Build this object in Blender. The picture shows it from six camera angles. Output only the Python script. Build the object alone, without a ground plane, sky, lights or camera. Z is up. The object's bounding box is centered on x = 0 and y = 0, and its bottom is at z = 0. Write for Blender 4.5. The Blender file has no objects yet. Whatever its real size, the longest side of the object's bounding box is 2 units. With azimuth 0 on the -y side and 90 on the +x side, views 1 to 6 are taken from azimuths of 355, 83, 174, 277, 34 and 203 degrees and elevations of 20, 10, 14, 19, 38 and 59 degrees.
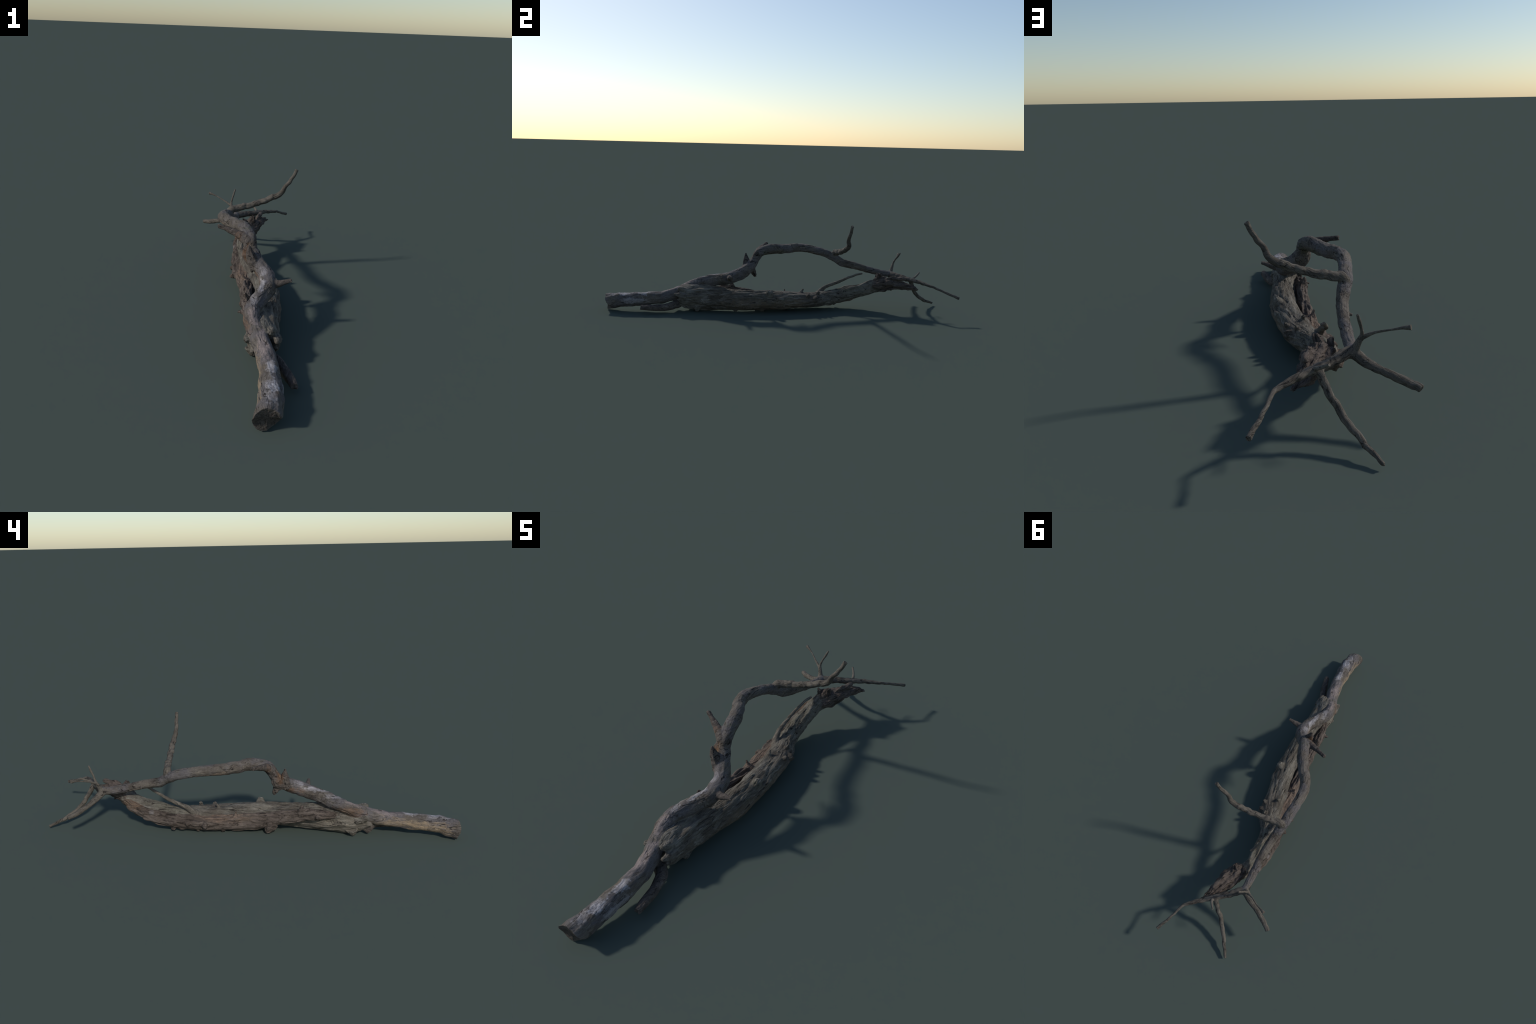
import bpy, math
import numpy as np
from mathutils import Vector
from mathutils.kdtree import KDTree

VOXEL = 0.0022

# ------------------------------------------------------------------ noise
def _hash(ix, iy, iz, seed):
    h = (ix.astype(np.int64) * 374761393 + iy.astype(np.int64) * 668265263
         + iz.astype(np.int64) * 2147483647 + seed * 1274126177) & 0xFFFFFFFF
    h = ((h ^ (h >> 13)) * 1274126177) & 0xFFFFFFFF
    h = h ^ (h >> 16)
    return h

def perlin(p, seed=0):
    """gradient noise, roughly -1..1, p is (n,3)"""
    i = np.floor(p).astype(np.int64)
    f = p - i
    w = f * f * f * (f * (f * 6 - 15) + 10)
    out = np.zeros(len(p))
    for dx in (0, 1):
        for dy in (0, 1):
            for dz in (0, 1):
                h = _hash(i[:, 0] + dx, i[:, 1] + dy, i[:, 2] + dz, seed)
                gx = (h & 1023) / 511.5 - 1
                gy = ((h >> 10) & 1023) / 511.5 - 1
                gz = ((h >> 20) & 1023) / 511.5 - 1
                d = gx * (f[:, 0] - dx) + gy * (f[:, 1] - dy) + gz * (f[:, 2] - dz)
                wt = ((w[:, 0] if dx else 1 - w[:, 0]) * (w[:, 1] if dy else 1 - w[:, 1])
                      * (w[:, 2] if dz else 1 - w[:, 2]))
                out += wt * d
    return out * 1.35

def fbm(p, octaves=3, seed=0):
    a, o, s = 1.0, np.zeros(len(p)), 0.0
    for k in range(octaves):
        o += a * perlin(p * (2.03 ** k), seed + 17 * k)
        s += a
        a *= 0.5
    return o / s

def smoothstep(a, b, x):
    t = np.clip((x - a) / (b - a), 0, 1)
    return t * t * (3 - 2 * t)

# ------------------------------------------------------------------ tubes
def spline(ctrl, step, kink=0.0):
    """centripetal-ish Catmull-Rom through rows (x,y,z,...), resampled by arc length"""
    c = np.array(ctrl, float)
    c = np.vstack([2 * c[0] - c[1], c, 2 * c[-1] - c[-2]])
    rows = []
    for i in range(1, len(c) - 2):
        p0, p1, p2, p3 = c[i - 1], c[i], c[i + 1], c[i + 2]
        d = [max(np.linalg.norm(b[:3] - a[:3]), 1e-6) ** 0.5 for a, b in ((p0, p1), (p1, p2), (p2, p3))]
        m1 = (p1 - p0) / d[0] - (p2 - p0) / (d[0] + d[1]) + (p2 - p1) / d[1]
        m2 = (p2 - p1) / d[1] - (p3 - p1) / (d[1] + d[2]) + (p3 - p2) / d[2]
        m1, m2 = m1 * d[1], m2 * d[1]
        n = max(4, int(np.linalg.norm(p2[:3] - p1[:3]) / step * 2))
        for t in np.linspace(0, 1, n, endpoint=False):
            rows.append(kink * (p1 + (p2 - p1) * t) + (1 - kink) * ((2 * t ** 3 - 3 * t ** 2 + 1) * p1 + (t ** 3 - 2 * t ** 2 + t) * m1
                        + (-2 * t ** 3 + 3 * t ** 2) * p2 + (t ** 3 - t ** 2) * m2))
    rows.append(c[-2])
    rows = np.array(rows)
    s = np.concatenate([[0], np.cumsum(np.linalg.norm(np.diff(rows[:, :3], axis=0), axis=1))])
    n = max(5, int(s[-1] / step) + 1)
    q = np.linspace(0, s[-1], n)
    return np.stack([np.interp(q, s, rows[:, k]) for k in range(rows.shape[1])], 1), q

def frames(P, world_up):
    T = np.gradient(P, axis=0)
    T /= np.linalg.norm(T, axis=1)[:, None]
    if world_up:
        V = np.array([0, 0, 1.0]) - T * T[:, 2:3]
        V /= np.linalg.norm(V, axis=1)[:, None]
        return T, np.cross(V, T), V
    V = np.zeros_like(T)
    v = np.array([0, 0, 1.0]) if abs(T[0, 2]) < 0.8 else np.array([1.0, 0, 0])
    for i in range(len(T)):
        v = v - T[i] * v.dot(T[i])
        v /= np.linalg.norm(v)
        V[i] = v
    return T, np.cross(V, T), V

class Tube:
    """One limb: a spine with elliptical sections, lumpy sides and two shaped ends."""
    def __init__(self, part, style, ctrl, up=False, lump=0.06, freq=14.0, step=0.004, seed=1,
                 start=None, end=None, wobble=0.0, kink=0.55, ridge=0.0, twist=4.0, gain=1.0):
        ctrl = [tuple(r) + ((r[3],) if len(r) == 4 else ()) for r in ctrl]
        S, s = spline(ctrl, step, kink)
        if wobble:
            w = np.column_stack([s * 38 + seed, np.full(len(s), 0.37), np.full(len(s), 0.71)])
            ends = np.clip(s / 0.03, 0, 1)
            for k in range(3):
                S[:, k] += wobble * S[:, 3] * ends * fbm(w * np.array([0.8, 1, 1]) + 11.3 * k, 2, seed + 40)
            kn = 1 + 0.16 * wobble * fbm(w * np.array([1.9, 1, 1]) + 5.5, 2, seed + 60)
            S[:, 3] *= kn; S[:, 4] *= kn
        P, ra, rb = S[:, :3], S[:, 3] * gain, S[:, 4] * gain
        T, U, V = frames(P, up)
        n = int(np.clip(2 * math.pi * ra.max() / step, 10, 96))
        th = np.arange(n) * 2 * math.pi / n
        c, sn = np.cos(th), np.sin(th)
        m = len(P)
        g = np.stack([np.tile(c, m) * 1.3, np.tile(sn, m) * 1.3, np.repeat(s * freq, n)], 1)
        k = (1 + lump * 1.6 * fbm(g, 2, seed)).reshape(m, n)
        if ridge:                       # twisted lengthwise ridges with flat planes between them
            a = np.tile(th, m) + twist * np.repeat(s, n)
            g = np.stack([np.cos(a) * 2.3, np.sin(a) * 2.3, np.repeat(s * 2.6, n)], 1)
            k = k + (ridge * np.tanh(2.2 * fbm(g, 2, seed + 9))).reshape(m, n)
        ring = (P[:, None] + (ra[:, None] * k * c)[..., None] * U[:, None]
                + (rb[:, None] * k * sn)[..., None] * V[:, None])
        # shaped ends: the rim is pushed along the axis by a function of the angle
        for which, fn in ((0, start), (-1, end)):
            if fn is None:
                continue
            off, reach = fn(th, c, sn)
            d = np.abs(s - s[which])
            w = np.clip(1 - d / reach, 0, 1)
            sgn = -1 if which == 0 else 1
            ring = ring + sgn * (w[:, None] * off[None])[..., None] * T[which]
        verts = [ring.reshape(-1, 3)]
        faces = []
        for i in range(m - 1):
            a, b = i * n, (i + 1) * n
            for j in range(n):
                jj = (j + 1) % n
                faces.append((a + j, a + jj, b + jj, b + j))
        self.cap = np.zeros(m * n, bool)
        base = m * n
        ss, tt = [np.repeat(s, n)], [np.tile(th, m)]
        for which in (0, -1):
            rim = ring[which]
            ctr = rim.mean(0)
            hollow = HOLLOW.get((part, which), 0.0)
            prev = 0 if which == 0 else (m - 1) * n
            sgn = 1 if which == 0 else -1
            for f in (0.8, 0.55, 0.3):
                dep = hollow * (1 - f ** 2)
                rr = np.array([fbm(np.array([[x * 3, y * 3, f * 3]]), 2, seed + 5)[0] for x, y in zip(c, sn)])
                v = ctr + (rim - ctr) * f + sgn * T[which] * (dep + 0.15 * hollow * rr)[:, None]
                verts.append(v)
                for j in range(n):
                    jj = (j + 1) % n
                    q = (prev + j, base + j, base + jj, prev + jj)
                    faces.append(q if which == 0 else q[::-1])
                prev = base
                base += n
                ss.append(np.full(n, s[which])); tt.append(th)
            verts.append((ctr + sgn * T[which] * hollow)[None])
            for j in range(n):
                jj = (j + 1) % n
                q = (prev + j, base, prev + jj)
                faces.append(q if which == 0 else q[::-1])
            base += 1
            ss.append(np.array([s[which]])); tt.append(np.zeros(1))
        self.part, self.style = part, style
        self.sp = (P, T, U, V, ra, rb, s, n, m)
        self.verts = np.vstack(verts)
        self.faces = faces
        self.s = np.concatenate(ss)
        self.th = np.concatenate(tt)
        self.rad = np.full(len(self.verts), 0.5 * (ra.mean() + rb.mean()))
        self.iscap = np.zeros(len(self.verts), bool)
        self.iscap[m * n:] = True

HOLLOW = {('log', 0): 0.018, ('broken_end', -1): 0.0, ('main_branch', 0): 0.004}

def jag(amp, lobes, seed, reach=0.05, bias=0.0):
    rng = np.random.RandomState(seed)
    ph = rng.rand(5) * 6.28
    def f(th, c, sn):
        o = np.zeros_like(th)
        for k in range(5):
            o += np.abs(np.sin(th * (lobes + k) * 0.5 + ph[k])) / (1 + 0.5 * k)
        o = o / o.max()
        return amp * (o - 0.5) + bias * c, reach
    return f

# ------------------------------------------------------------------ the limbs
# rows: x, y, z, half width [, half height]
tubes = []
def limb(*a, **k):
    t = Tube(*a, **k)
    tubes.append(t)
    return t

limb('main_branch', 'main', [
    (-0.035, -0.984, 0.046, 0.042, 0.045), (-0.018, -0.918, 0.058, 0.041, 0.041), (-0.012, -0.850, 0.061, 0.039),
    (-0.009, -0.750, 0.069, 0.0365), (-0.013, -0.660, 0.077, 0.035), (-0.030, -0.580, 0.101, 0.034),
    (-0.056, -0.505, 0.134, 0.030), (-0.055, -0.455, 0.155, 0.030), (-0.030, -0.395, 0.172, 0.032),
    (0.015, -0.315, 0.188, 0.033), (0.019, -0.248, 0.208, 0.034), (0.001, -0.203, 0.231, 0.033),
    (-0.023, -0.166, 0.255, 0.030), (-0.038, -0.138, 0.293, 0.0255), (-0.047, -0.110, 0.336, 0.027),
    (-0.060, -0.055, 0.350, 0.029), (-0.090, 0.015, 0.348, 0.028), (-0.136, 0.100, 0.345, 0.0265),
    (-0.150, 0.148, 0.345, 0.026), (-0.148, 0.205, 0.337, 0.024), (-0.137, 0.270, 0.322, 0.024),
    (-0.121, 0.340, 0.298, 0.025), (-0.104, 0.389, 0.266, 0.0225), (-0.091, 0.464, 0.247, 0.0205),
    (-0.082, 0.540, 0.228, 0.0195), (-0.077, 0.616, 0.209, 0.0185), (-0.074, 0.686, 0.198, 0.019)],
    lump=0.045, wobble=0.18, ridge=0.045, seed=3,
    start=lambda th, c, sn: (0.007 + 0.020 * c + 0.003 * np.sin(3 * th) - 0.04 * np.maximum(0, -c) * np.maximum(0, -sn), 0.07))

limb('log', 'log', [
    (-0.010, -0.572, 0.082, 0.055, 0.046), (-0.015, -0.540, 0.079, 0.062, 0.066), (-0.013, -0.480, 0.076, 0.063, 0.072),
    (0.000, -0.400, 0.072, 0.061, 0.071), (0.018, -0.300, 0.069, 0.056, 0.064), (0.033, -0.200, 0.064, 0.057, 0.058),
    (0.036, -0.100, 0.066, 0.058, 0.057), (0.033, 0.000, 0.065, 0.057, 0.051), (0.018, 0.100, 0.064, 0.057, 0.047),
    (0.006, 0.200, 0.061, 0.058, 0.045), (-0.020, 0.290, 0.066, 0.043, 0.042), (-0.034, 0.360, 0.078, 0.040, 0.041),
    (-0.036, 0.430, 0.096, 0.040, 0.041), (-0.036, 0.500, 0.108, 0.036, 0.039), (-0.026, 0.555, 0.130, 0.034, 0.040),
    (-0.006, 0.600, 0.150, 0.034, 0.040)],
    up=True, lump=0.06, freq=9, ridge=0.075, gain=0.965, seed=11, start=jag(0.040, 5, 4, 0.06))

limb('broken_end', 'bark', [
    (-0.020, 0.575, 0.136, 0.032, 0.036), (0.010, 0.615, 0.158, 0.040, 0.042), (0.029, 0.655, 0.158, 0.041, 0.032),
    (0.046, 0.700, 0.158, 0.034, 0.024), (0.062, 0.735, 0.154, 0.027, 0.018), (0.082, 0.768, 0.148, 0.018, 0.012),
    (0.096, 0.785, 0.146, 0.011, 0.009), (0.109, 0.800, 0.143, 0.007, 0.007)], up=True, lump=0.14, freq=26, ridge=0.18, seed=21)
def shard(rows, seed):
    limb('broken_end', 'bark', rows, seed=seed, lump=.22, freq=40, step=0.003)
shard([(0.006, 0.598, 0.178, 0.020), (0.014, 0.595, 0.203, 0.015), (0.017, 0.592, 0.219, 0.007)], 22)
shard([(0.022, 0.612, 0.184, 0.013), (0.040, 0.655, 0.194, 0.010), (0.054, 0.692, 0.199, 0.009), (0.064, 0.722, 0.200, 0.007), (0.068, 0.732, 0.197, 0.004)], 23)
shard([(-0.006, 0.618, 0.160, 0.018), (0.008, 0.660, 0.162, 0.016), (0.026, 0.700, 0.160, 0.013), (0.040, 0.735, 0.154, 0.009), (0.046, 0.752, 0.150, 0.004)], 24)
shard([(0.012, 0.618, 0.174, 0.022), (0.032, 0.665, 0.177, 0.020), (0.052, 0.708, 0.173, 0.016), (0.070, 0.745, 0.163, 0.009), (0.078, 0.762, 0.158, 0.004)], 28)
shard([(0.052, 0.690, 0.160, 0.014), (0.066, 0.735, 0.148, 0.010), (0.076, 0.768, 0.138, 0.004)], 29)
shard([(-0.015, 0.596, 0.165, 0.015), (-0.032, 0.592, 0.192, 0.009), (-0.038, 0.590, 0.206, 0.005)], 25)
shard([(0.020, 0.645, 0.142, 0.016), (0.020, 0.660, 0.126, 0.010), (0.021, 0.669, 0.116, 0.004)], 26)
shard([(0.070, 0.715, 0.160, 0.014), (0.090, 0.752, 0.166, 0.008), (0.100, 0.768, 0.166, 0.004)], 27)

limb('side_stem', 'strand', [
    (-0.044, -0.450, 0.104, 0.010, 0.010), (-0.054, -0.400, 0.102, 0.019, 0.017), (-0.061, -0.340, 0.102, 0.025, 0.025), (-0.062, -0.285, 0.106, 0.025, 0.028),
    (-0.051, -0.210, 0.089, 0.023, 0.029), (-0.047, -0.110, 0.066, 0.025, 0.038), (-0.047, 0.000, 0.053, 0.028, 0.042),
    (-0.051, 0.100, 0.047, 0.032, 0.041), (-0.060, 0.200, 0.043, 0.035, 0.038), (-0.065, 0.300, 0.049, 0.035, 0.038),
    (-0.064, 0.400, 0.067, 0.033, 0.036), (-0.062, 0.480, 0.088, 0.032, 0.034), (-0.050, 0.545, 0.114, 0.030, 0.034),
    (-0.012, 0.600, 0.146, 0.026, 0.028)], up=True, lump=0.10, freq=14, ridge=0.13, twist=-5, gain=0.96, seed=31)

# thick lower stub under the front of the log
limb('branch_stub', 'main', [(-0.032, -0.575, 0.040, 0.030), (0.000, -0.590, 0.038, 0.026), (0.030, -0.615, 0.035, 0.0225),
    (0.047, -0.662, 0.029, 0.0190), (0.060, -0.706, 0.031, 0.0185), (0.068, -0.750, 0.035, 0.0170), (0.072, -0.786, 0.036, 0.0135)],
    seed=41, lump=.10, freq=25, end=jag(0.016, 3, 8, 0.03))
# stubs on the main branch
limb('branch_stub', 'main', [(0.030, -0.285, 0.195, 0.022), (0.062, -0.291, 0.203, 0.015), (0.090, -0.293, 0.211, 0.0105), (0.115, -0.295, 0.218, 0.0070)], seed=42, lump=.08, freq=40)
limb('branch_stub', 'main', [(-0.050, -0.125, 0.320, 0.026), (-0.080, -0.112, 0.340, 0.020), (-0.105, -0.098, 0.350, 0.0150), (-0.140, -0.078, 0.359, 0.0115), (-0.175, -0.058, 0.366, 0.0100)],
    seed=43, lump=.10, freq=40, end=jag(0.012, 3, 3, 0.02))
limb('branch_stub', 'main', [(-0.022, -0.196, 0.228, 0.025), (-0.040, -0.188, 0.268, 0.022), (-0.050, -0.190, 0.300, 0.016), (-0.054, -0.193, 0.328, 0.004)], seed=44, lump=.16, freq=40, ridge=.15)
limb('branch_stub', 'main', [(-0.020, -0.168, 0.232, 0.025), (-0.052, -0.152, 0.262, 0.024), (-0.064, -0.146, 0.292, 0.017), (-0.066, -0.136, 0.316, 0.007)], seed=47, lump=.18, freq=40, ridge=.15)
limb('branch_stub', 'bark', [(-0.028, -0.155, 0.232, 0.018), (-0.029, -0.141, 0.208, 0.013), (-0.030, -0.134, 0.197, 0.009)], seed=45, lump=.2, freq=60)
limb('branch_stub', 'main', [(-0.090, 0.478, 0.243, 0.012), (-0.108, 0.480, 0.238, 0.007), (-0.118, 0.481, 0.235, 0.005)], seed=46)

# knots and spurs that belong to the log and the side stem
def knob(part, style, base, tip, r0, r1, seed):
    b, t = np.array(base), np.array(tip)
    mid = b * 0.45 + t * 0.55 + np.array([0.002, -0.001, 0.001])
    limb(part, style, [tuple(b) + (r0,), tuple(mid) + (0.62 * r0 + 0.2 * r1,), tuple(t) + (r1,)], seed=seed, lump=.14, freq=60, step=0.0035)
knob('side_stem', 'strand', (-0.064, -0.345, 0.096), (-0.100, -0.340, 0.101), 0.018, 0.005, 51)
knob('side_stem', 'strand', (-0.062, -0.270, 0.110), (-0.068, -0.271, 0.152), 0.022, 0.005, 52)
knob('side_stem', 'strand', (-0.048, -0.125, 0.050), (-0.066, -0.100, 0.005), 0.034, 0.005, 53)
knob('side_stem', 'strand', (-0.062, 0.110, 0.030), (-0.062, 0.105, 0.004), 0.018, 0.006, 54)
knob('side_stem', 'strand', (-0.066, 0.235, 0.030), (-0.068, 0.228, 0.004), 0.022, 0.006, 55)
knob('side_stem', 'strand', (-0.070, 0.345, 0.040), (-0.076, 0.350, 0.010), 0.020, 0.006, 56)
knob('side_stem', 'strand', (-0.078, 0.270, 0.050), (-0.114, 0.271, 0.049), 0.022, 0.006, 57)
knob('side_stem', 'strand', (-0.085, 0.190, 0.048), (-0.112, 0.185, 0.048), 0.018, 0.006, 58)
knob('side_stem', 'strand', (-0.060, 0.045, 0.080), (-0.064, 0.042, 0.112), 0.012, 0.006, 59)
knob('log', 'log', (0.060, -0.062, 0.100), (0.074, -0.062, 0.130), 0.026, 0.010, 61)
knob('log', 'log', (-0.008, 0.130, 0.095), (-0.010, 0.148, 0.124), 0.012, 0.007, 62)
knob('log', 'bark', (0.045, 0.205, 0.070), (0.070, 0.212, 0.085), 0.022, 0.010, 63)
knob('log', 'bark', (0.045, 0.165, 0.085), (0.060, 0.168, 0.104), 0.014, 0.005, 64)
knob('log', 'bark', (0.020, 0.225, 0.090), (0.030, 0.235, 0.114), 0.014, 0.005, 65)
knob('log', 'log', (-0.050, -0.505, 0.040), (-0.045, -0.512, 0.004), 0.030, 0.012, 67)
knob('log', 'log', (0.020, -0.470, 0.030), (0.022, -0.475, 0.002), 0.026, 0.008, 68)
knob('log', 'log', (0.030, -0.250, 0.030), (0.032, -0.255, 0.000), 0.026, 0.008, 69)
knob('log', 'log', (0.036, -0.105, 0.030), (0.038, -0.100, 0.001), 0.026, 0.008, 70)
# splintered tongues round the broken front of the log
knob('log', 'log', (-0.055, -0.530, 0.085), (-0.080, -0.578, 0.104), 0.028, 0.008, 71)
knob('log', 'log', (0.010, -0.525, 0.108), (0.008, -0.580, 0.134), 0.024, 0.007, 72)
knob('log', 'log', (0.028, -0.535, 0.085), (0.030, -0.603, 0.104), 0.026, 0.005, 73)
knob('log', 'log', (0.020, -0.540, 0.060), (0.030, -0.588, 0.072), 0.026, 0.005, 74)
knob('log', 'log', (-0.045, -0.540, 0.060), (-0.058, -0.600, 0.060), 0.026, 0.006, 75)

# crown: side branches at the far end
limb('side_branch', 'twig', [(-0.074, 0.684, 0.199, 0.0185), (-0.031, 0.717, 0.195, 0.0150), (0.004, 0.744, 0.192, 0.0138),
    (0.038, 0.768, 0.189, 0.0128), (0.084, 0.801, 0.187, 0.0108), (0.122, 0.828, 0.183, 0.0090), (0.164, 0.858, 0.176, 0.0068),
    (0.185, 0.898, 0.161, 0.0060), (0.204, 0.935, 0.146, 0.0062), (0.225, 0.971, 0.133, 0.0066), (0.240, 0.996, 0.123, 0.0075)], wobble=0.6, gain=1.08, ridge=0.08, seed=81, lump=.05, freq=25)
limb('side_branch', 'twig', [(0.036, 0.770, 0.190, 0.0120), (0.034, 0.780, 0.178, 0.0115), (0.022, 0.795, 0.150, 0.0105), (0.005, 0.816, 0.114, 0.0100),
    (-0.010, 0.832, 0.093, 0.0105), (-0.032, 0.864, 0.065, 0.0098), (-0.058, 0.905, 0.039, 0.0085), (-0.080, 0.944, 0.023, 0.0072), (-0.094, 0.970, 0.014, 0.0062)],
    wobble=0.6, gain=1.08, ridge=0.08, seed=82, lump=.08, freq=25, end=jag(0.008, 2, 4, 0.02))
limb('side_branch', 'twig', [(-0.074, 0.684, 0.199, 0.0180), (-0.110, 0.710, 0.174, 0.0145), (-0.145, 0.732, 0.156, 0.0118), (-0.178, 0.749, 0.145, 0.0118),
    (-0.210, 0.769, 0.136, 0.0118), (-0.242, 0.803, 0.126, 0.0105)], wobble=0.6, gain=1.08, ridge=0.08, seed=83, lump=.06, freq=25)
limb('side_branch', 'twig', [(-0.121, 0.345, 0.305, 0.0200), (-0.105, 0.353, 0.325, 0.0165), (-0.073, 0.359, 0.334, 0.0155), (-0.030, 0.365, 0.340, 0.0140),
    (0.011, 0.367, 0.353, 0.0132), (0.062, 0.371, 0.369, 0.0133), (0.099, 0.376, 0.385, 0.0130), (0.126, 0.375, 0.398, 0.0125), (0.144, 0.367, 0.428, 0.0100),
    (0.165, 0.366, 0.458, 0.0095), (0.189, 0.369, 0.493, 0.0080), (0.206, 0.370, 0.522, 0.0085)], wobble=0.6, gain=1.08, ridge=0.08, seed=84, lump=.10, freq=25)
limb('twig', 'twig', [(-0.080, 0.686, 0.200, 0.0150), (-0.087, 0.697, 0.224, 0.0105), (-0.097, 0.706, 0.250, 0.0075), (-0.098, 0.708, 0.256, 0.0050)], seed=85)
limb('twig', 'twig', [(-0.040, 0.235, 0.080, 0.0180), (-0.048, 0.255, 0.099, 0.0140), (-0.057, 0.289, 0.125, 0.0105), (-0.056, 0.344, 0.148, 0.0085),
    (-0.047, 0.391, 0.170, 0.0075), (-0.037, 0.443, 0.195, 0.0065), (-0.016, 0.499, 0.215, 0.0046)], wobble=0.6, gain=1.08, seed=86, lump=.1, freq=25)

# ------------------------------------------------------------------ fuse the limbs into one skin
def fuse():
    vs, fs, base = [], [], 0
    for t in tubes:
        vs.append(t.verts)
        fs += [tuple(i + base for i in f) for f in t.faces]
        base += len(t.verts)
    me = bpy.data.meshes.new('raw')
    me.from_pydata(np.vstack(vs).tolist(), [], fs)
    me.update()
    ob = bpy.data.objects.new('raw', me)
    bpy.context.scene.collection.objects.link(ob)
    md = ob.modifiers.new('skin', 'REMESH')
    md.mode = 'VOXEL'
    md.voxel_size = VOXEL
    dg = bpy.context.evaluated_depsgraph_get()
    out = bpy.data.meshes.new_from_object(ob.evaluated_get(dg))
    nv = len(out.vertices)
    co = np.empty(nv * 3); out.vertices.foreach_get('co', co); co = co.reshape(-1, 3)
    nl = len(out.loops)
    lv = np.empty(nl, np.int32); out.loops.foreach_get('vertex_index', lv)
    fq = lv.reshape(-1, 4)
    bpy.data.objects.remove(ob); bpy.data.meshes.remove(me); bpy.data.meshes.remove(out)
    return co, fq

def normals(co, f):
    n = np.cross(co[f[:, 2]] - co[f[:, 0]], co[f[:, 3]] - co[f[:, 1]])
    vn = np.zeros_like(co)
    for k in range(4):
        for a in range(3):
            vn[:, a] += np.bincount(f[:, k], n[:, a], len(co))
    return vn / np.maximum(np.linalg.norm(vn, axis=1), 1e-12)[:, None]

def smooth(co, f, w, iters):
    e = np.vstack([f[:, [0, 1]], f[:, [1, 2]], f[:, [2, 3]], f[:, [3, 0]]])
    a = np.concatenate([e[:, 0], e[:, 1]]); b = np.concatenate([e[:, 1], e[:, 0]])
    cnt = np.bincount(a, minlength=len(co))[:, None]
    for _ in range(iters):
        avg = np.stack([np.bincount(a, co[b, k], len(co)) for k in range(3)], 1) / cnt
        co = co + (avg - co) * w[:, None]
    return co

co, fq = fuse()

# who owns each skin vertex: nearest raw limb vertex, plus its place along and round that limb
allv = np.vstack([t.verts for t in tubes])
tid = np.concatenate([np.full(len(t.verts), i) for i, t in enumerate(tubes)])
als = np.concatenate([t.s for t in tubes])
alt = np.concatenate([t.th for t in tubes])
alr = np.concatenate([t.rad for t in tubes])
alc = np.concatenate([t.iscap for t in tubes])
kd = KDTree(len(allv))
for i, v in enumerate(allv.tolist()):
    kd.insert(v, i)
kd.balance()
own = np.array([kd.find(v)[1] for v in co.tolist()])
ti = tid[own]; vs_, vt, vr = als[own].copy(), alt[own].copy(), alr[own]
first = np.concatenate([[0], np.cumsum([len(t.verts) for t in tubes])])
for i, t in enumerate(tubes):                    # exact place along and round the limb
    k = np.where(ti == i)[0]
    P, T, U, V, ra, rb, ss, n, m = t.sp
    loc = own[k] - first[i]
    r = np.where(loc < n * m, loc // n, np.where(als[own[k]] > 0.5 * ss[-1], m - 1, 0))
    d = co[k] - P[r]
    vs_[k] = ss[r] + (d * T[r]).sum(1)
    vt[k] = np.arctan2((d * V[r]).sum(1) / rb[r], (d * U[r]).sum(1) / ra[r])

# joints: vertices with another limb close by get blended smooth
e = np.vstack([fq[:, [0, 1]], fq[:, [1, 2]], fq[:, [2, 3]], fq[:, [3, 0]]])
joint = np.zeros(len(co))
joint[e[ti[e[:, 0]] != ti[e[:, 1]]].ravel()] = 1.0
for _ in range(5):
    m = np.zeros(len(co))
    np.maximum.at(m, e[:, 0], joint[e[:, 1]]); np.maximum.at(m, e[:, 1], joint[e[:, 0]])
    joint = np.maximum(joint, m * 0.85)
co = smooth(co, fq, np.full(len(co), 0.5), 2)
co = smooth(co, fq, 0.6 * joint, 9)

# surface relief: fibres and cracks running along each limb, bark plates, pits
vn = normals(co, fq)
ang = np.stack([np.cos(vt) * vr, np.sin(vt) * vr], 1)
def along(fa, fl, seed, octv=2, warp=0.0):
    p = np.column_stack([ang * fa, vs_ * fl + ti * 7.3])
    if warp:
        p[:, :2] += warp * np.stack([perlin(co * 11, seed + 1), perlin(co * 11, seed + 2)], 1)
    return fbm(p, octv, seed)
disp = np.zeros(len(co))
style = np.array([t.style for t in tubes])[ti]
def ridged(x, w):
    return 1 - smoothstep(0.0, w, np.abs(x))
fib1 = along(80, 5, 100, 2, 0.35)
fib2 = along(210, 12, 120, 2, 0.5)
ledge = np.tanh(7 * along(42, 4, 130, 2, 0.6))          # flat strips that end in sharp ledges
crk = ridged(along(52, 2.6, 140, 2, 0.6), 0.05)
crk2 = ridged(along(110, 5, 145, 2, 0.6), 0.07)
crkmask = smoothstep(-0.02, 0.26, fbm(co * np.array([16, 6, 16]), 2, 150))
crkmask2 = smoothstep(-0.02, 0.25, fbm(co * np.array([20, 8, 20]), 2, 155))
lum = fbm(co * 22, 3, 160)
pit = fbm(co * 60, 3, 170)
slab = np.tanh(9 * fbm(co * np.array([26, 9, 26]) + ti[:, None] * 1.7, 2, 190))     # flaking plates with sharp rims
plate = ridged(fbm(co * np.array([34, 18, 34]), 2, 180), 0.07)
SLAB = {'main': 0.0008, 'log': 0.0018, 'strand': 0.0028, 'bark': 0.0030, 'twig': 0.0004}
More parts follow.
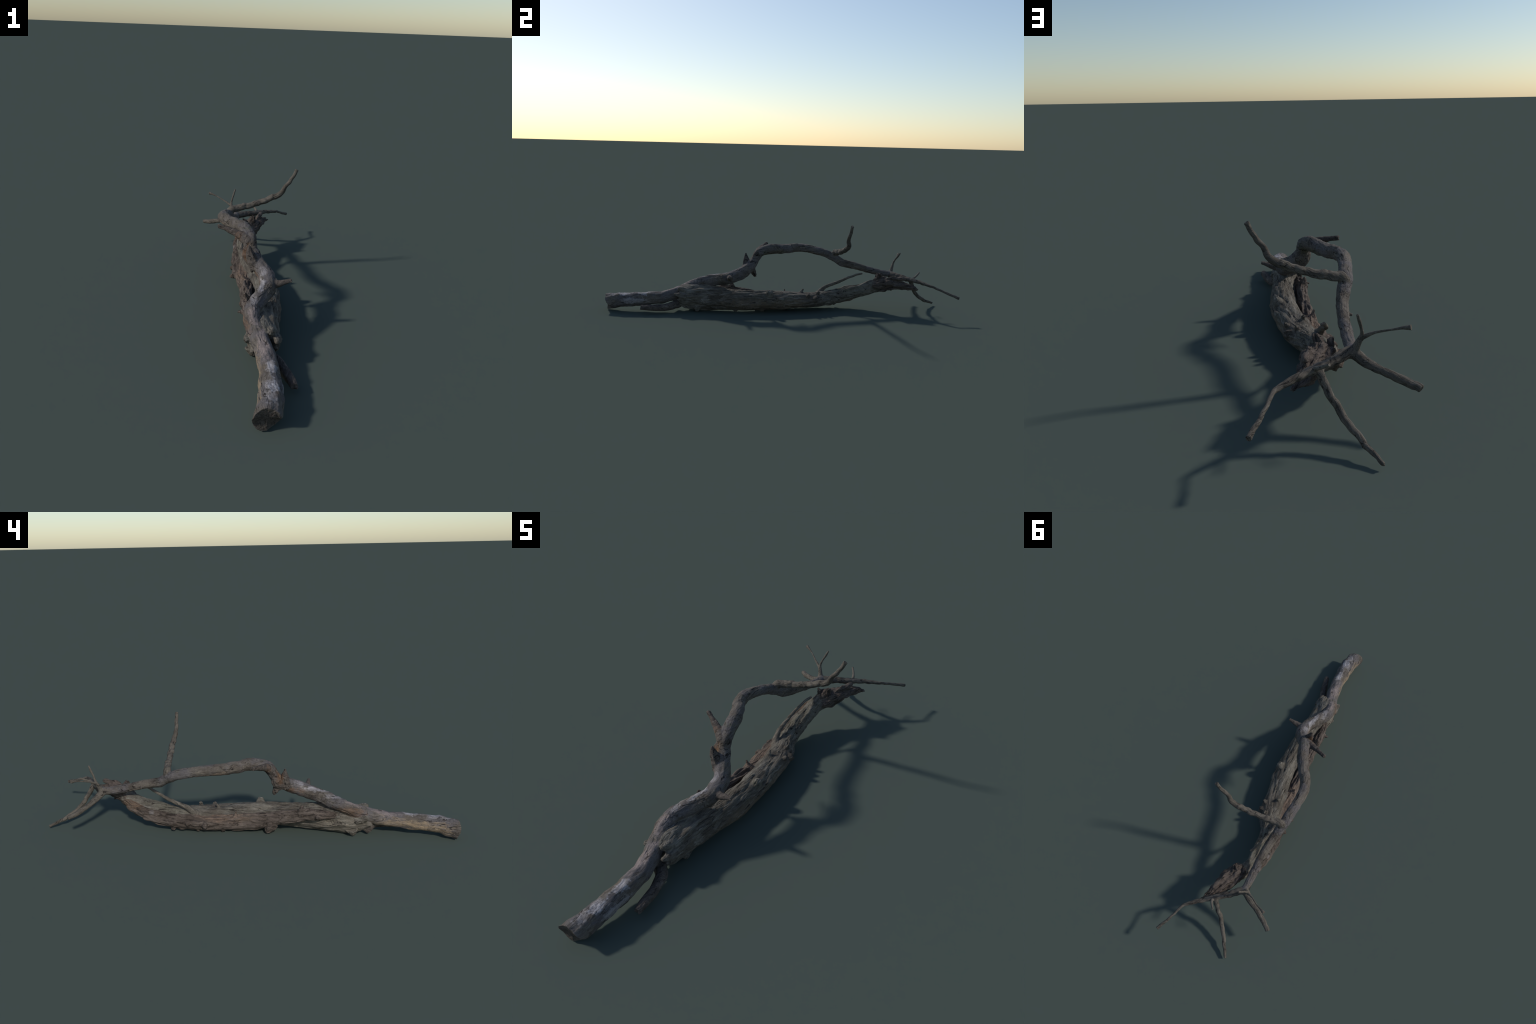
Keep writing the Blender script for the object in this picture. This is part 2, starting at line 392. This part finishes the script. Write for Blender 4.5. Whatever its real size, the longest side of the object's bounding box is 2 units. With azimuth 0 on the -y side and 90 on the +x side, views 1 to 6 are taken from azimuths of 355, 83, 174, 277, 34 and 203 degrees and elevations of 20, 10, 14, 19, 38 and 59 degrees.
for st, (a1, a2, al_, ac, al, ap, apl) in {
        'main':   (0.0008, 0.0004, 0.0005, 0.0024, 0.0016, 0.0003, 0.0009),
        'log':    (0.0016, 0.0009, 0.0014, 0.0050, 0.0034, 0.0004, 0.0000),
        'strand': (0.0028, 0.0014, 0.0026, 0.0056, 0.0036, 0.0007, 0.0006),
        'bark':   (0.0045, 0.0026, 0.0045, 0.0085, 0.0034, 0.0026, 0.0010),
        'twig':   (0.0006, 0.0004, 0.0005, 0.0012, 0.0005, 0.0001, 0.0000)}.items():
    m = style == st
    disp[m] = (a1 * fib1[m] + a2 * fib2[m] + al_ * ledge[m] - ac * crk[m] * crkmask[m] - 0.5 * ac * crk2[m] * crkmask2[m]
               + SLAB[st] * slab[m] + al * lum[m] + ap * pit[m] - apl * plate[m])
disp *= np.clip(1.15 - 0.7 * joint, 0.35, 1) * np.clip(vr / 0.010, 0.35, 1)
co = co + vn * disp[:, None]
co[:, 2] = np.where(co[:, 2] < 0.0, co[:, 2] * 0.1, co[:, 2])
co[:, 2] -= co[:, 2].min()
vn = normals(co, fq)

# ------------------------------------------------------------------ materials
class Nodes:
    def __init__(self, name):
        self.m = bpy.data.materials.new(name)
        self.m.use_nodes = True
        self.t = self.m.node_tree
        self.bsdf = self.t.nodes['Principled BSDF']
        self.P = self.t.nodes.new('ShaderNodeTexCoord').outputs['Object']
    def _in(self, s, v):
        if isinstance(v, bpy.types.NodeSocket):
            self.t.links.new(v, s)
        else:
            s.default_value = v
    def math(self, op, a, b=0.0, c=0.0, clamp=False):
        n = self.t.nodes.new('ShaderNodeMath'); n.operation = op; n.use_clamp = clamp
        for i, v in enumerate((a, b, c)):
            self._in(n.inputs[i], v)
        return n.outputs[0]
    def vmath(self, op, a, b=(0, 0, 0), out=0):
        n = self.t.nodes.new('ShaderNodeVectorMath'); n.operation = op
        self._in(n.inputs[0], a); self._in(n.inputs[1], b)
        return n.outputs[out]
    def noise(self, v, scale, detail=4.0, rough=0.55, dist=0.0, color=False):
        n = self.t.nodes.new('ShaderNodeTexNoise')
        self._in(n.inputs['Vector'], v)
        n.inputs['Scale'].default_value = scale
        n.inputs['Detail'].default_value = detail
        n.inputs['Roughness'].default_value = rough
        n.inputs['Distortion'].default_value = dist
        return n.outputs['Color' if color else 'Fac']
    def ramp(self, f, lo, hi, a=0.0, b=1.0):
        n = self.t.nodes.new('ShaderNodeMapRange'); n.interpolation_type = 'SMOOTHSTEP'
        self._in(n.inputs[0], f)
        for i, v in enumerate((lo, hi, a, b)):
            n.inputs[i + 1].default_value = v
        return n.outputs[0]
    def mix(self, f, a, b, mode='MIX'):
        n = self.t.nodes.new('ShaderNodeMix'); n.data_type = 'RGBA'; n.blend_type = mode
        self._in(n.inputs[0], f)
        for s, v in ((n.inputs[6], a), (n.inputs[7], b)):
            self._in(s, v if isinstance(v, bpy.types.NodeSocket) else tuple(v) + (1.0,))
        return n.outputs[2]

AGED = (0.88, 0.865, 0.845)      # overall ageing of the wood tones

def wood(name, axis, tone_a, tone_b, dark, light, crack, patches=(), grain=1.0, plates=0.0, bump=1.0, tint=None, busy=1.0):
    """Weathered wood: two patchy tones, fibres along `axis`, long dark cracks, bark plates, local stains."""
    N = Nodes(name)
    tone_a, tone_b, dark, light = [tuple(g * v for v, g in zip(c, AGED)) for c in (tone_a, tone_b, dark, light)]
    ax = Vector(axis).normalized()
    b1 = ax.cross(Vector((0.3, 0.2, 1))).normalized()
    b2 = ax.cross(b1)
    warp = N.vmath('SCALE', N.vmath('SUBTRACT', N.noise(N.P, 9, 3, color=True), (0.5, 0.5, 0.5)))
    warp.node.inputs['Scale'].default_value = 0.040
    Q = N.vmath('ADD', N.P, warp)
    def stretched(k):
        cx = N.t.nodes.new('ShaderNodeCombineXYZ')
        for i, (b, f) in enumerate(((ax, k), (b1, 1.0), (b2, 1.0))):
            N._in(cx.inputs[i], N.math('MULTIPLY', N.vmath('DOT_PRODUCT', Q, tuple(b), 1), f))
        return cx.outputs[0]
    G, H = stretched(0.09), stretched(0.22)
    big = N.ramp(N.noise(N.P, 10, 6, 0.66), 0.38, 0.62)
    col = N.mix(big, tone_a, tone_b)
    mid = N.noise(H, 42, 5, 0.65)
    col = N.mix(N.math('MULTIPLY', N.ramp(mid, 0.53, 0.70), 0.72 * busy), col, dark)
    s1 = N.noise(G, 85 * grain, 5, 0.65)
    s2 = N.noise(G, 230 * grain, 4, 0.65)
    col = N.mix(N.math('MULTIPLY', N.ramp(s1, 0.51, 0.70), 0.70 * busy), col, dark)
    col = N.mix(N.math('MULTIPLY', N.ramp(s1, 0.47, 0.32), 0.60), col, light)
    if tint:
        c, sc, lo, hi, amt = tint
        col = N.mix(N.math('MULTIPLY', N.ramp(N.noise(N.vmath('ADD', N.P, (3.1, 1.7, 0.4)), sc, 5, 0.65), lo, hi), amt), col, c)
    rough_edge = N.math('MULTIPLY', N.math('SUBTRACT', N.noise(H, 55, 6, 0.72), 0.5), 3.4)
    blur_edge = N.math('MULTIPLY', N.math('SUBTRACT', N.noise(N.P, 40, 6, 0.72), 0.5), 3.0)
    fleck = N.ramp(N.noise(H, 120, 5, 0.7), 0.60, 0.44)
    for (c, r, rgb, amt, ns) in patches:
        d = N.vmath('LENGTH', N.vmath('DIVIDE', N.vmath('SUBTRACT', N.P, c), r), out=1)
        d = N.math('ADD', d, rough_edge if ns < 0 else blur_edge)
        f = N.math('MULTIPLY', N.ramp(d, 1.25, 0.55), amt)
        f = N.math('MULTIPLY', f, N.math('ADD', N.math('MULTIPLY', fleck, 0.6), 0.4))
        col = N.mix(f, col, rgb)
    # long thin cracks along the grain, broken up, and meandering plate edges
    def cracks(vec, scale, w, where, wscale):
        k = N.ramp(N.math('ABSOLUTE', N.math('SUBTRACT', N.noise(vec, scale, 2.5, 0.55, 0.1), 0.5)), w, w * 0.3)
        return N.math('MULTIPLY', k, N.ramp(N.noise(N.vmath('ADD', N.P, (where, 0, 0)), wscale, 3), 0.48, 0.56))
    k1 = N.math('MAXIMUM', cracks(G, 30 * grain, 0.011, 2.0, 9), N.math('MULTIPLY', cracks(G, 62 * grain, 0.015, 5.0, 11), 0.8))
    col = N.mix(N.math('MULTIPLY', k1, 0.88), col, crack)
    h = N.math('SUBTRACT', N.math('ADD', N.math('MULTIPLY', s1, -0.7), N.math('MULTIPLY', s2, -0.5)), N.math('MULTIPLY', k1, 0.6))
    if plates:
        k2 = cracks(G, 17, 0.010, 8.0, 8)
        col = N.mix(N.math('MULTIPLY', k2, plates), col, crack)
        h = N.math('SUBTRACT', h, N.math('MULTIPLY', k2, 0.6))
    fine = N.noise(N.P, 300, 4, 0.75)
    v = N.math('ADD', N.math('MULTIPLY', N.math('SUBTRACT', fine, 0.5), 0.9), N.math('MULTIPLY', N.math('SUBTRACT', s2, 0.5), -1.3))
    v = N.math('ADD', v, 1.0)
    vm = N.vmath('SCALE', col)
    N.t.links.new(v, vm.node.inputs['Scale'])
    N.t.links.new(vm, N.bsdf.inputs['Base Color'])
    N.bsdf.inputs['Roughness'].default_value = 0.9
    N.bsdf.inputs['Specular IOR Level'].default_value = 0.2
    h = N.math('ADD', h, N.math('MULTIPLY', fine, 0.3))
    bp = N.t.nodes.new('ShaderNodeBump')
    bp.inputs['Strength'].default_value = 0.75 * bump
    bp.inputs['Distance'].default_value = 0.005
    N.t.links.new(h, bp.inputs['Height'])
    N.t.links.new(bp.outputs[0], N.bsdf.inputs['Normal'])
    return N.m

WHITE = (0.40, 0.38, 0.39); TAN = (0.30, 0.225, 0.145); RUST = (0.150, 0.088, 0.055); MOSS = (0.085, 0.090, 0.045)
ROSE = (0.25, 0.205, 0.19); ORANGE = (0.165, 0.088, 0.045)
main_patches = [
    ((-0.018, -0.945, 0.098), (0.022, 0.030, 0.020), WHITE, 0.40, 60),
    ((-0.010, -0.885, 0.102), (0.022, 0.036, 0.018), WHITE, 0.95, 45),
    ((0.028, -0.830, 0.065), (0.012, 0.070, 0.022), WHITE, 0.45, 70),
    ((0.000, -0.778, 0.106), (0.024, 0.036, 0.018), WHITE, 0.85, 45),
    ((-0.024, -0.630, 0.116), (0.022, 0.100, 0.024), ROSE, 0.95, 45),
    ((-0.050, -0.510, 0.165), (0.024, 0.070, 0.024), ROSE, 0.90, 45),
    ((-0.045, -0.430, 0.192), (0.014, 0.050, 0.014), WHITE, 0.50, 60),
    ((-0.012, -0.340, 0.218), (0.018, 0.075, 0.016), WHITE, 0.70, 60),
    ((0.000, -0.260, 0.240), (0.014, 0.040, 0.016), WHITE, 0.45, 60),
    ((-0.050, -0.860, 0.045), (0.026, 0.140, 0.040), TAN, 0.90, -45),
    ((-0.045, -0.700, 0.065), (0.022, 0.110, 0.034), TAN, 0.70, -45),
    ((-0.082, -0.490, 0.125), (0.028, 0.100, 0.034), RUST, 0.60, 40),
    ((-0.030, -0.230, 0.200), (0.028, 0.070, 0.030), RUST, 0.75, 40),
    ((-0.060, -0.158, 0.285), (0.022, 0.030, 0.060), ORANGE, 0.90, 40),
    ((-0.050, -0.170, 0.255), (0.020, 0.022, 0.035), TAN, 0.50, 50),
    ((-0.050, -0.085, 0.320), (0.030, 0.035, 0.050), MOSS, 0.65, 25),
    ((-0.060, 0.060, 0.322), (0.030, 0.100, 0.020), MOSS, 0.50, 25),
    ((-0.150, 0.120, 0.330), (0.020, 0.080, 0.020), (0.20, 0.15, 0.11), 0.6, -45),
]
MAT = {
 'main_branch': wood('weathered_branch_bark', (0, 1, 0.05), (0.158, 0.139, 0.119), (0.100, 0.085, 0.072), (0.054, 0.045, 0.039), (0.210, 0.188, 0.158), (0.016, 0.013, 0.011),
                     main_patches, plates=0.85, busy=0.75, bump=0.8, tint=((0.128, 0.118, 0.124), 8, 0.44, 0.60, 0.65)),
 'log': wood('grey_log_wood', (0, 1, 0), (0.190, 0.176, 0.150), (0.112, 0.098, 0.081), (0.054, 0.047, 0.040), (0.285, 0.270, 0.244), (0.018, 0.015, 0.013),
             [((-0.06, -0.45, 0.06), (0.04, 0.12, 0.05), (0.24, 0.205, 0.160), 0.6, -40),
              ((0.08, -0.05, 0.04), (0.035, 0.3, 0.05), (0.130, 0.095, 0.062), 0.7, 25),
              ((0.05, 0.20, 0.06), (0.05, 0.06, 0.07), (0.075, 0.062, 0.050), 0.8, 25),
              ((-0.03, 0.40, 0.12), (0.05, 0.12, 0.04), (0.128, 0.122, 0.094), 0.6, -30)],
             tint=((0.105, 0.100, 0.074), 7, 0.54, 0.68, 0.50)),
 'side_stem': wood('brown_bark_stem', (0, 1, 0), (0.146, 0.119, 0.102), (0.094, 0.075, 0.063), (0.046, 0.037, 0.031), (0.190, 0.158, 0.136), (0.016, 0.012, 0.011),
             [((-0.06, 0.10, 0.085), (0.04, 0.12, 0.03), (0.27, 0.185, 0.130), 0.45, -60),
              ((-0.05, 0.53, 0.13), (0.045, 0.06, 0.04), (0.18, 0.110, 0.065), 0.5, 70),
              ((-0.085, 0.45, 0.10), (0.012, 0.012, 0.012), (0.20, 0.185, 0.18), 0.6, 50)], plates=0.6),
 'broken_end': wood('rotten_bark', (0.45, 0.85, 0.1), (0.140, 0.114, 0.098), (0.092, 0.074, 0.064), (0.036, 0.030, 0.027), (0.190, 0.158, 0.136), (0.014, 0.011, 0.010), plates=0.7, bump=1.3),
 'branch_stub': wood('stub_bark', (0.3, 1, 0.2), (0.140, 0.120, 0.106), (0.100, 0.084, 0.074), (0.050, 0.042, 0.038), (0.195, 0.168, 0.144), (0.018, 0.014, 0.013),
             [((-0.062, -0.165, 0.285), (0.018, 0.02, 0.035), ORANGE, 0.7, 50), ((-0.09, -0.115, 0.340), (0.02, 0.02, 0.02), RUST, 0.7, 50)], plates=0.5),
 'twig': wood('bare_twig_wood', (0.4, 1, 0.6), (0.175, 0.156, 0.130), (0.125, 0.110, 0.092), (0.056, 0.048, 0.041), (0.260, 0.235, 0.195), (0.020, 0.016, 0.014), grain=1.3),
 'cut_end': wood('end_grain', (0, 1, 0), (0.135, 0.116, 0.098), (0.098, 0.084, 0.072), (0.052, 0.044, 0.038), (0.180, 0.155, 0.130), (0.015, 0.012, 0.011), plates=0.5),
}
def side_mat(i, axis):
    return wood('side_branch_wood.%d' % i, axis, (0.156, 0.138, 0.116), (0.110, 0.096, 0.080), (0.052, 0.044, 0.037), (0.225, 0.202, 0.168), (0.018, 0.015, 0.013), grain=1.2, plates=0.3)

# ------------------------------------------------------------------ split into named parts
root = bpy.data.objects.new('fallen_branch', None)
bpy.context.scene.collection.objects.link(root)
root['label'] = 'weathered grey-brown fallen tree branch with forked bare limbs'
root['category'] = 'dead branch'

def add(name, verts, faces, vnorm, mat, parent=root):
    me = bpy.data.meshes.new(name)
    me.from_pydata(verts.tolist(), [], faces.tolist() if hasattr(faces, 'tolist') else faces)
    me.update()
    me.polygons.foreach_set('use_smooth', [True] * len(me.polygons))
    if vnorm is not None:
        me.normals_split_custom_set_from_vertices([tuple(v) for v in vnorm.tolist()])
    me.materials.append(mat)
    ob = bpy.data.objects.new(name, me)
    bpy.context.scene.collection.objects.link(ob)
    ob.parent = parent
    return ob

# region key: big parts are pooled over their limbs, stubs and side branches are one object each
keys, kmap = [], {}
for i, t in enumerate(tubes):
    k = (t.part, i) if t.part in ('branch_stub', 'side_branch', 'twig') else (t.part, -1)
    if k not in kmap:
        kmap[k] = len(keys); keys.append(k)
reg_of_tube = np.array([kmap[(t.part, i) if t.part in ('branch_stub', 'side_branch', 'twig') else (t.part, -1)] for i, t in enumerate(tubes)])
vreg = reg_of_tube[ti]
cut = len(keys); keys.append(('cut_end', -1))
vreg[(ti == 0) & alc[own] & (co[:, 1] < -0.9)] = cut
fr = np.sort(vreg[fq], axis=1)
freg = np.where(fr[:, 1] == fr[:, 2], fr[:, 1], fr[:, 0])
parts = {}
for k, (part, i) in enumerate(keys):
    f = fq[freg == k]
    if len(f) == 0:
        continue
    used, inv = np.unique(f, return_inverse=True)
    mat = MAT.get(part)
    if part == 'side_branch':
        d = tubes[i].verts[-1] - tubes[i].verts[0]
        mat = side_mat(i, tuple(d))
    parts[(part, i)] = add(part, co[used], inv.reshape(-1, 4), vn[used], mat)

# ------------------------------------------------------------------ thin twigs, added whole
def thin(ctrl, seed):
    t = Tube('twig', 'twig', ctrl, gain=1.15, step=0.0018, lump=0.10, freq=60, seed=seed)
    add('twig', t.verts, t.faces, None, MAT['twig'])
thin([(-0.097, 0.705, 0.246, 0.0062), (-0.096, 0.711, 0.266, 0.0046), (-0.091, 0.718, 0.284, 0.0038), (-0.083, 0.732, 0.306, 0.0048), (-0.075, 0.743, 0.328, 0.0030)], 91)
thin([(-0.097, 0.705, 0.246, 0.0062), (-0.114, 0.714, 0.258, 0.0048), (-0.133, 0.724, 0.268, 0.0034), (-0.170, 0.752, 0.284, 0.0025), (-0.194, 0.765, 0.292, 0.0038), (-0.215, 0.777, 0.297, 0.0068)], 92)
thin([(0.044, 0.778, 0.186, 0.0085), (0.048, 0.788, 0.197, 0.0060), (0.038, 0.809, 0.209, 0.0050), (0.027, 0.824, 0.219, 0.0042), (0.018, 0.834, 0.227, 0.0038)], 93)
